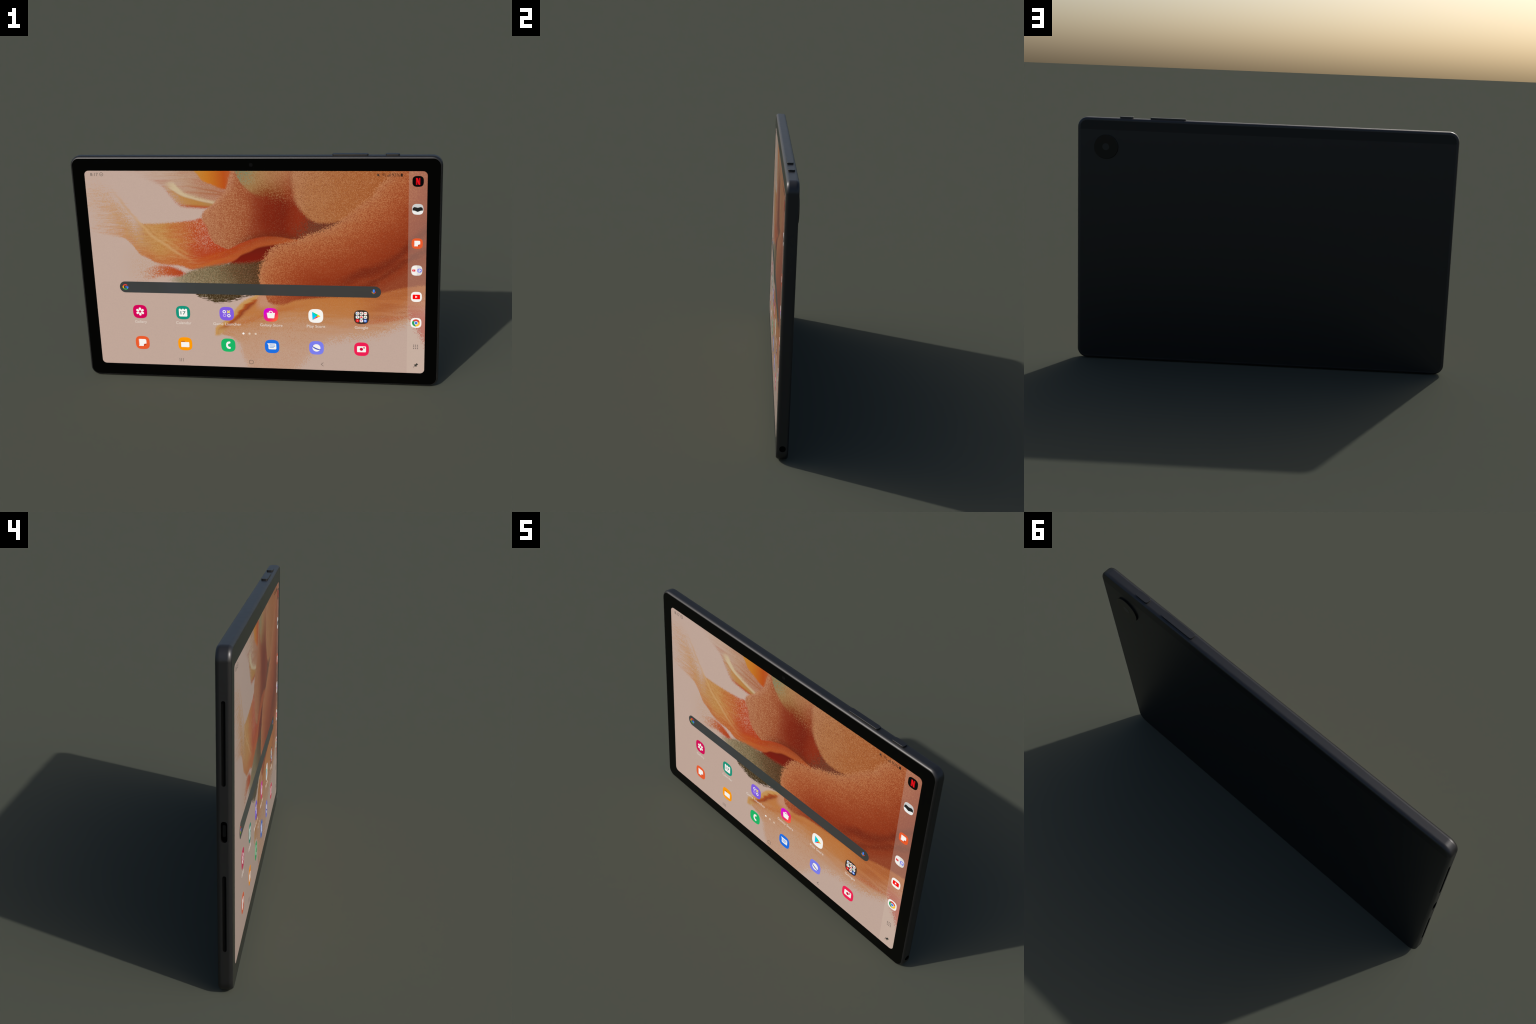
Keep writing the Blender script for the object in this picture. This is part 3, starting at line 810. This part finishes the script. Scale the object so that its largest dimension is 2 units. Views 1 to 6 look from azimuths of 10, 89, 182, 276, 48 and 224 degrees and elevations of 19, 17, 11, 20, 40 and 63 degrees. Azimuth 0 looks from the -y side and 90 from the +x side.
def note_glyph(ic):
    page = [(-0.27, 0.27), (0.17, 0.27), (0.24, 0.25), (0.27, 0.19), (0.27, -0.07), (0.13, -0.09), (0.07, -0.14), (0.06, -0.26), (-0.27, -0.26)]
    teeth = []
    for k in range(6):
        zt = -0.22 + 0.086 * k
        teeth += [(-0.285, zt), (-0.215, zt + 0.032)]
    ic.shape("note_page", page + teeth, WHITE)
    ic.shape("folded_corner", [(0.27, -0.075), (0.075, -0.26), (0.085, -0.15), (0.14, -0.095)], (186, 56, 14), Y_MARK)


note_glyph(Icon(COLS[0], ROW2, TILE, paint((236, 92, 44))))

ic = Icon(COLS[1], ROW2, TILE, paint((255, 156, 4)))
ic.shape("folder_tab", [(-0.28, 0.12), (-0.28, 0.19), (-0.25, 0.22), (-0.05, 0.22), (-0.01, 0.17), (0.02, 0.12)], (202, 104, 8))
ic.shape("folder_front", rounded_rect(0, -0.055, 0.58, 0.38, 0.04, 5), WHITE, Y_MARK)

ic = Icon(COLS[2], ROW2, TILE, paint((26, 182, 102)))
ic.shape("telephone_handset", [(0.12, 0.28), (0.03, 0.28), (-0.08, 0.23), (-0.145, 0.11), (-0.155, 0.0), (-0.145, -0.11), (-0.08, -0.23), (0.03, -0.28), (0.12, -0.28), (0.155, -0.25), (0.155, -0.16),
                               (0.12, -0.125), (0.06, -0.125), (0.02, -0.10), (-0.02, -0.05), (-0.025, 0.0), (-0.02, 0.05), (0.02, 0.10), (0.06, 0.125), (0.12, 0.125), (0.155, 0.16), (0.155, 0.25)], (255, 246, 246))

ic = Icon(COLS[3], ROW2, TILE, paint((28, 112, 226)))
ic.shape("speech_bubble", [(-0.33, 0.23), (0.24, 0.23), (0.29, 0.18), (0.29, -0.16), (0.24, -0.21), (-0.20, -0.21), (-0.25, -0.16), (-0.25, 0.10)], WHITE)
for z, w in ((0.12, 0.38), (0.03, 0.38), (-0.07, 0.29)):
    ic.shape("text_line", [(-0.17, z - 0.022), (-0.17 + w, z - 0.022), (-0.17 + w, z + 0.022), (-0.17, z + 0.022)], (82, 148, 226), Y_MARK)

ic = Icon(COLS[4], ROW2, TILE, paint((124, 128, 240)))


def planet(ic, x, z, s, y1=Y_GLYPH, y2=Y_MARK):
    ic.dot("planet", x, z, 0.275 * s, WHITE, y1)
    lo, hi = [], []
    t = math.radians(-24)
    for i in range(25):
        a = math.radians(172 + 196 * i / 24)
        wide = 0.035 * (0.35 + math.sin(math.pi * i / 24))
        for lst, k in ((lo, -1), (hi, 1)):
            ex, ez = (0.325 + k * wide * 0.5) * math.cos(a), 0.04 + (0.105 + k * wide) * math.sin(a)
            lst.append((x + s * (ex * math.cos(t) - ez * math.sin(t)), z + s * (ex * math.sin(t) + ez * math.cos(t))))
    ring("planet_ring", ic.p(lo), ic.p(hi), y2, paint((72, 84, 186)), ic.ob, closed=False)


planet(ic, 0, 0, 1.0)

ic = Icon(COLS[5], ROW2, TILE, paint((240, 30, 84)))
ic.shape("camera_body", rounded_rect(0, 0, 0.60, 0.44, 0.06, 6), WHITE)
ic.dot("camera_eye", -0.01, 0.0, 0.112, (198, 0, 54), Y_MARK)
ic.dot("camera_eye", 0.170, 0.105, 0.055, (206, 24, 72), Y_MARK)

# side panel tiles
SIDE_X, SIDE = 0.8742, 0.0582
ic = Icon(SIDE_X, 1.1765, SIDE, paint((4, 4, 5)))
ic.shape("letter_stroke", [(-0.19, -0.31), (-0.06, -0.31), (-0.06, 0.31), (-0.19, 0.31)], (196, 10, 20))
ic.shape("letter_stroke", [(0.06, -0.31), (0.19, -0.31), (0.19, 0.31), (0.06, 0.31)], (196, 10, 20))
ic.shape("letter_stroke", [(-0.19, 0.31), (-0.05, 0.31), (0.19, -0.31), (0.05, -0.31)], (236, 14, 28), Y_MARK)
# plain two-tone tile with a dark lozenge
ic = Icon(SIDE_X, 1.0257, SIDE, paint((240, 240, 238)))
ic.shape("grey_upper_half", [p for p in squircle(0, 0, 0.98) if p[1] > 0.0], (206, 207, 206))
ic.shape("dark_lozenge", [(-0.47, -0.10), (-0.44, 0.12), (-0.30, 0.22), (0.0, 0.15), (0.30, 0.22), (0.44, 0.12), (0.47, -0.10), (0.28, -0.12), (0.0, -0.24), (-0.28, -0.12)], (34, 34, 34), Y_MARK)
note_glyph(Icon(SIDE_X, 0.8369, SIDE, paint((236, 92, 44))))
ic = Icon(SIDE_X, 0.6853, SIDE, paint((246, 243, 238)))
ic.shape("shaded_half", [p for p in squircle(0, 0, 0.995) if p[0] >= -0.01], (231, 226, 221))
ic.shape("miniature_mark", rounded_rect(-0.27, 0.0, 0.28, 0.19, 0.04, 4), (230, 20, 34), Y_MARK)
ic.shape("miniature_mark", [(-0.30, -0.05), (-0.21, 0.0), (-0.30, 0.05)], (250, 200, 200), Y_MARK - LAYER)
ic.shape("miniature_mark", squircle(0.25, 0.0, 0.40, 0.38, n=32), (124, 128, 240), Y_MARK)
planet(ic, 0.25, 0.0, 0.42, Y_MARK - LAYER, Y_MARK - 2 * LAYER)
ic = Icon(SIDE_X, 0.5338, SIDE, paint(WHITE))
ic.shape("video_badge", rounded_rect(0, 0.0, 0.68, 0.46, 0.08, 6), (254, 2, 4))
ic.shape("play_arrow", [(-0.09, -0.11), (0.11, 0.0), (-0.09, 0.11)], (255, 248, 248), Y_MARK)
ic = Icon(SIDE_X, 0.3818, SIDE, paint(WHITE))
R = 0.365
for a0, a1, c in ((30, 150, (219, 72, 58)), (150, 270, (24, 160, 88)), (270, 390, (252, 200, 64))):
    # each sector is swept by a tangent to the hub, as in a camera shutter
    r0 = 0.165
    sec = ellipse(0, 0, R, n=16, a0=a0 + 0, a1=a1 + 0)
    hub = ellipse(0, 0, r0, n=16, a0=a0 - 60, a1=a1 - 60)
    ring("wheel_sector", ic.p(hub), ic.p(sec), Y_GLYPH, paint(c), ic.ob, closed=False)
ic.dot("wheel_hub", 0, 0, 0.185, (248, 240, 230), Y_MARK)
ic.dot("wheel_hub", 0, 0, 0.135, (70, 134, 236), Y_MARK - LAYER)
# app drawer dots and pin
bmd = [ellipse(SIDE_X - 0.0105 + 0.0105 * i, 0.2390 + 0.0105 * (j - 1), 0.0028, n=10) for i in range(3) for j in range(3)]
plate("app_drawer_dots", bmd, Y_ICON, paint((92, 84, 80)))


def turned(pts, cx, cz, deg, s=1.0):
    a = math.radians(deg)
    return [(cx + s * (x * math.cos(a) - z * math.sin(a)), cz + s * (x * math.sin(a) + z * math.cos(a))) for x, z in pts]


plate("pin_symbol", turned([(-0.0062, 0.0150), (0.0062, 0.0150), (0.0052, 0.0110), (0.0050, 0.0030), (0.0095, -0.0015), (0.0095, -0.0038), (0.0011, -0.0038), (0.0011, -0.0170),
                            (-0.0011, -0.0170), (-0.0011, -0.0038), (-0.0095, -0.0038), (-0.0095, -0.0015), (-0.0050, 0.0030), (-0.0052, 0.0110)], 0.8748, 0.1264, -45), Y_ICON, paint((62, 60, 54)))

# labels under the first row
LABEL = paint((228, 216, 206))
for word, cx, w, h in (("Gallery", COLS[0], 0.0702, 0.0215), ("Calendar", COLS[1], 0.0885, 0.0172), ("Game Launcher", COLS[2], 0.1600, 0.0172),
                       ("Galaxy Store", COLS[3], 0.1262, 0.0215), ("Play Store", COLS[4], 0.1020, 0.0215), ("Google", COLS[5], 0.0735, 0.0215)):
    deep = any(ch in word for ch in "gypq")
    text("app_label", word, cx, 0.3430 if deep else 0.3452, w, h, Y_ICON, LABEL, bold=0.0)

# page dots
for x, c in ((-0.0825, (252, 248, 244)), (-0.0475, (222, 200, 178)), (-0.0126, (222, 200, 180))):
    plate("page_dot", ellipse(x, 0.2896, 0.0062, n=20), Y_ICON, paint(c))

# search bar with round logo and microphone
n = Nodes("search_bar_grey")
bar_col = n.mix(n.step(n.noise(3.0, 1.0), 0.42, 0.58), n.ramp(n.x, -0.75, 0.65, [(-0.75, (62, 64, 63)), (-0.5, (63, 65, 68)), (-0.2, (60, 63, 60)), (0.02, (58, 61, 59)), (0.06, (64, 63, 62)), (0.65, (62, 61, 59))], GAIN),
                lin((61, 63, 62), GAIN))
bar_mat = n.finish(bar_col, SCREEN_ROUGH, 0.0, SCREEN_SPEC)
bar = plate("search_bar", rounded_rect(-0.0470, 0.5560, 1.4651, 0.0660, 0.0325, 14), Y_ICON, bar_mat)
GX, GZ = -0.7466, 0.5559
for a0, a1, c in ((42, 155, (234, 67, 53)), (155, 207, (251, 188, 5)), (207, 315, (74, 172, 84)), (315, 362, (66, 133, 244))):
    arc("logo_arc", GX, GZ, 0.0105, 0.0166, a0, a1, Y_GLYPH, paint(c), bar)
plate("logo_bar", [(GX, GZ - 0.0030), (GX + 0.0164, GZ - 0.0030), (GX + 0.0164, GZ + 0.0030), (GX, GZ + 0.0030)], Y_MARK, paint((66, 133, 244)), bar)
MX, MZ = 0.6462, 0.5580
plate("microphone_capsule", rounded_rect(MX, MZ + 0.0045, 0.0100, 0.0195, 0.0049, 6), Y_GLYPH, paint((70, 134, 240)), bar)
arc("microphone_cradle", MX, MZ + 0.0010, 0.0082, 0.0110, 180, 262, Y_GLYPH, paint((236, 150, 40)), bar)
arc("microphone_cradle", MX, MZ + 0.0010, 0.0082, 0.0110, 262, 360, Y_GLYPH, paint((222, 70, 60)), bar)
plate("microphone_stem", [(MX - 0.0014, MZ - 0.0140), (MX + 0.0014, MZ - 0.0140), (MX + 0.0014, MZ - 0.0098), (MX - 0.0014, MZ - 0.0098)], Y_MARK, paint((52, 150, 80)), bar)

# status line
STATUS = paint((112, 100, 92))
STATUS_D = paint((70, 52, 42))
text("clock_text", "8:17", -0.8683, 1.2098, 0.0434, 0.0180, Y_ICON, STATUS, bold=0.004)
arc("do_not_disturb_ring", -0.8272, 1.2106, 0.0084, 0.0106, 0, 360, Y_ICON, STATUS)
plate("do_not_disturb_bar", [(-0.8320, 1.2096), (-0.8224, 1.2096), (-0.8224, 1.2116), (-0.8320, 1.2116)], Y_ICON, STATUS)
plate("mute_symbol", [(0.6632, 1.2065), (0.6632, 1.2130), (0.6670, 1.2130), (0.6735, 1.2178), (0.6735, 1.2020), (0.6670, 1.2065)], Y_ICON, STATUS_D)
plate("mute_slash", turned([(-0.0110, -0.0011), (0.0110, -0.0011), (0.0110, 0.0011), (-0.0110, 0.0011)], 0.6712, 1.2096, -45), Y_GLYPH, STATUS_D)
for r0, r1 in ((0.0020, 0.0045), (0.0070, 0.0092), (0.0118, 0.0140)):
    arc("wireless_arc", 0.6970, 1.2035, r0, r1, 48, 132, Y_ICON, paint((92, 52, 36)))
plate("wireless_arrow", [(0.7050, 1.2020), (0.7082, 1.2020), (0.7082, 1.2080), (0.7050, 1.2080)], Y_ICON, paint((92, 50, 34)))
for k in range(4):
    x, h = 0.7148 + 0.0048 * k, 0.0050 + 0.0038 * k
    plate("signal_bar", [(x, 1.2022), (x + 0.0030, 1.2022), (x + 0.0030, 1.2022 + h), (x, 1.2022 + h)], Y_ICON, paint((98, 56, 38)))
text("battery_text", "93%", 0.7600, 1.2104, 0.0420, 0.0172, Y_ICON, paint((84, 50, 34)), bold=0.004)
plate("battery_symbol", [(0.7845, 1.2022), (0.7955, 1.2022), (0.7955, 1.2170), (0.7925, 1.2170), (0.7925, 1.2186), (0.7875, 1.2186), (0.7875, 1.2170), (0.7845, 1.2170)], Y_ICON, paint((52, 34, 26)))

# navigation line
for k in range(3):
    x = -0.4504 + 0.0102 * (k - 1)
    plate("recent_apps_bar", [(x - 0.0012, 1.0e-1 + 0.0035), (x + 0.0012, 0.1035), (x + 0.0012, 0.1247), (x - 0.0012, 0.1247)], Y_ICON, paint((100, 90, 84)))
ring("home_symbol", rounded_rect(-0.0447, 0.1143, 0.0205, 0.0205, 0.0068, 6), rounded_rect(-0.0447, 0.1143, 0.0250, 0.0250, 0.0088, 6), Y_ICON, paint((98, 86, 78)))
plate("back_symbol", [(0.3513, 0.1143), (0.3645, 0.1262), (0.3662, 0.1246), (0.3547, 0.1143), (0.3662, 0.1040), (0.3645, 0.1024)], Y_ICON, paint((92, 82, 76)))
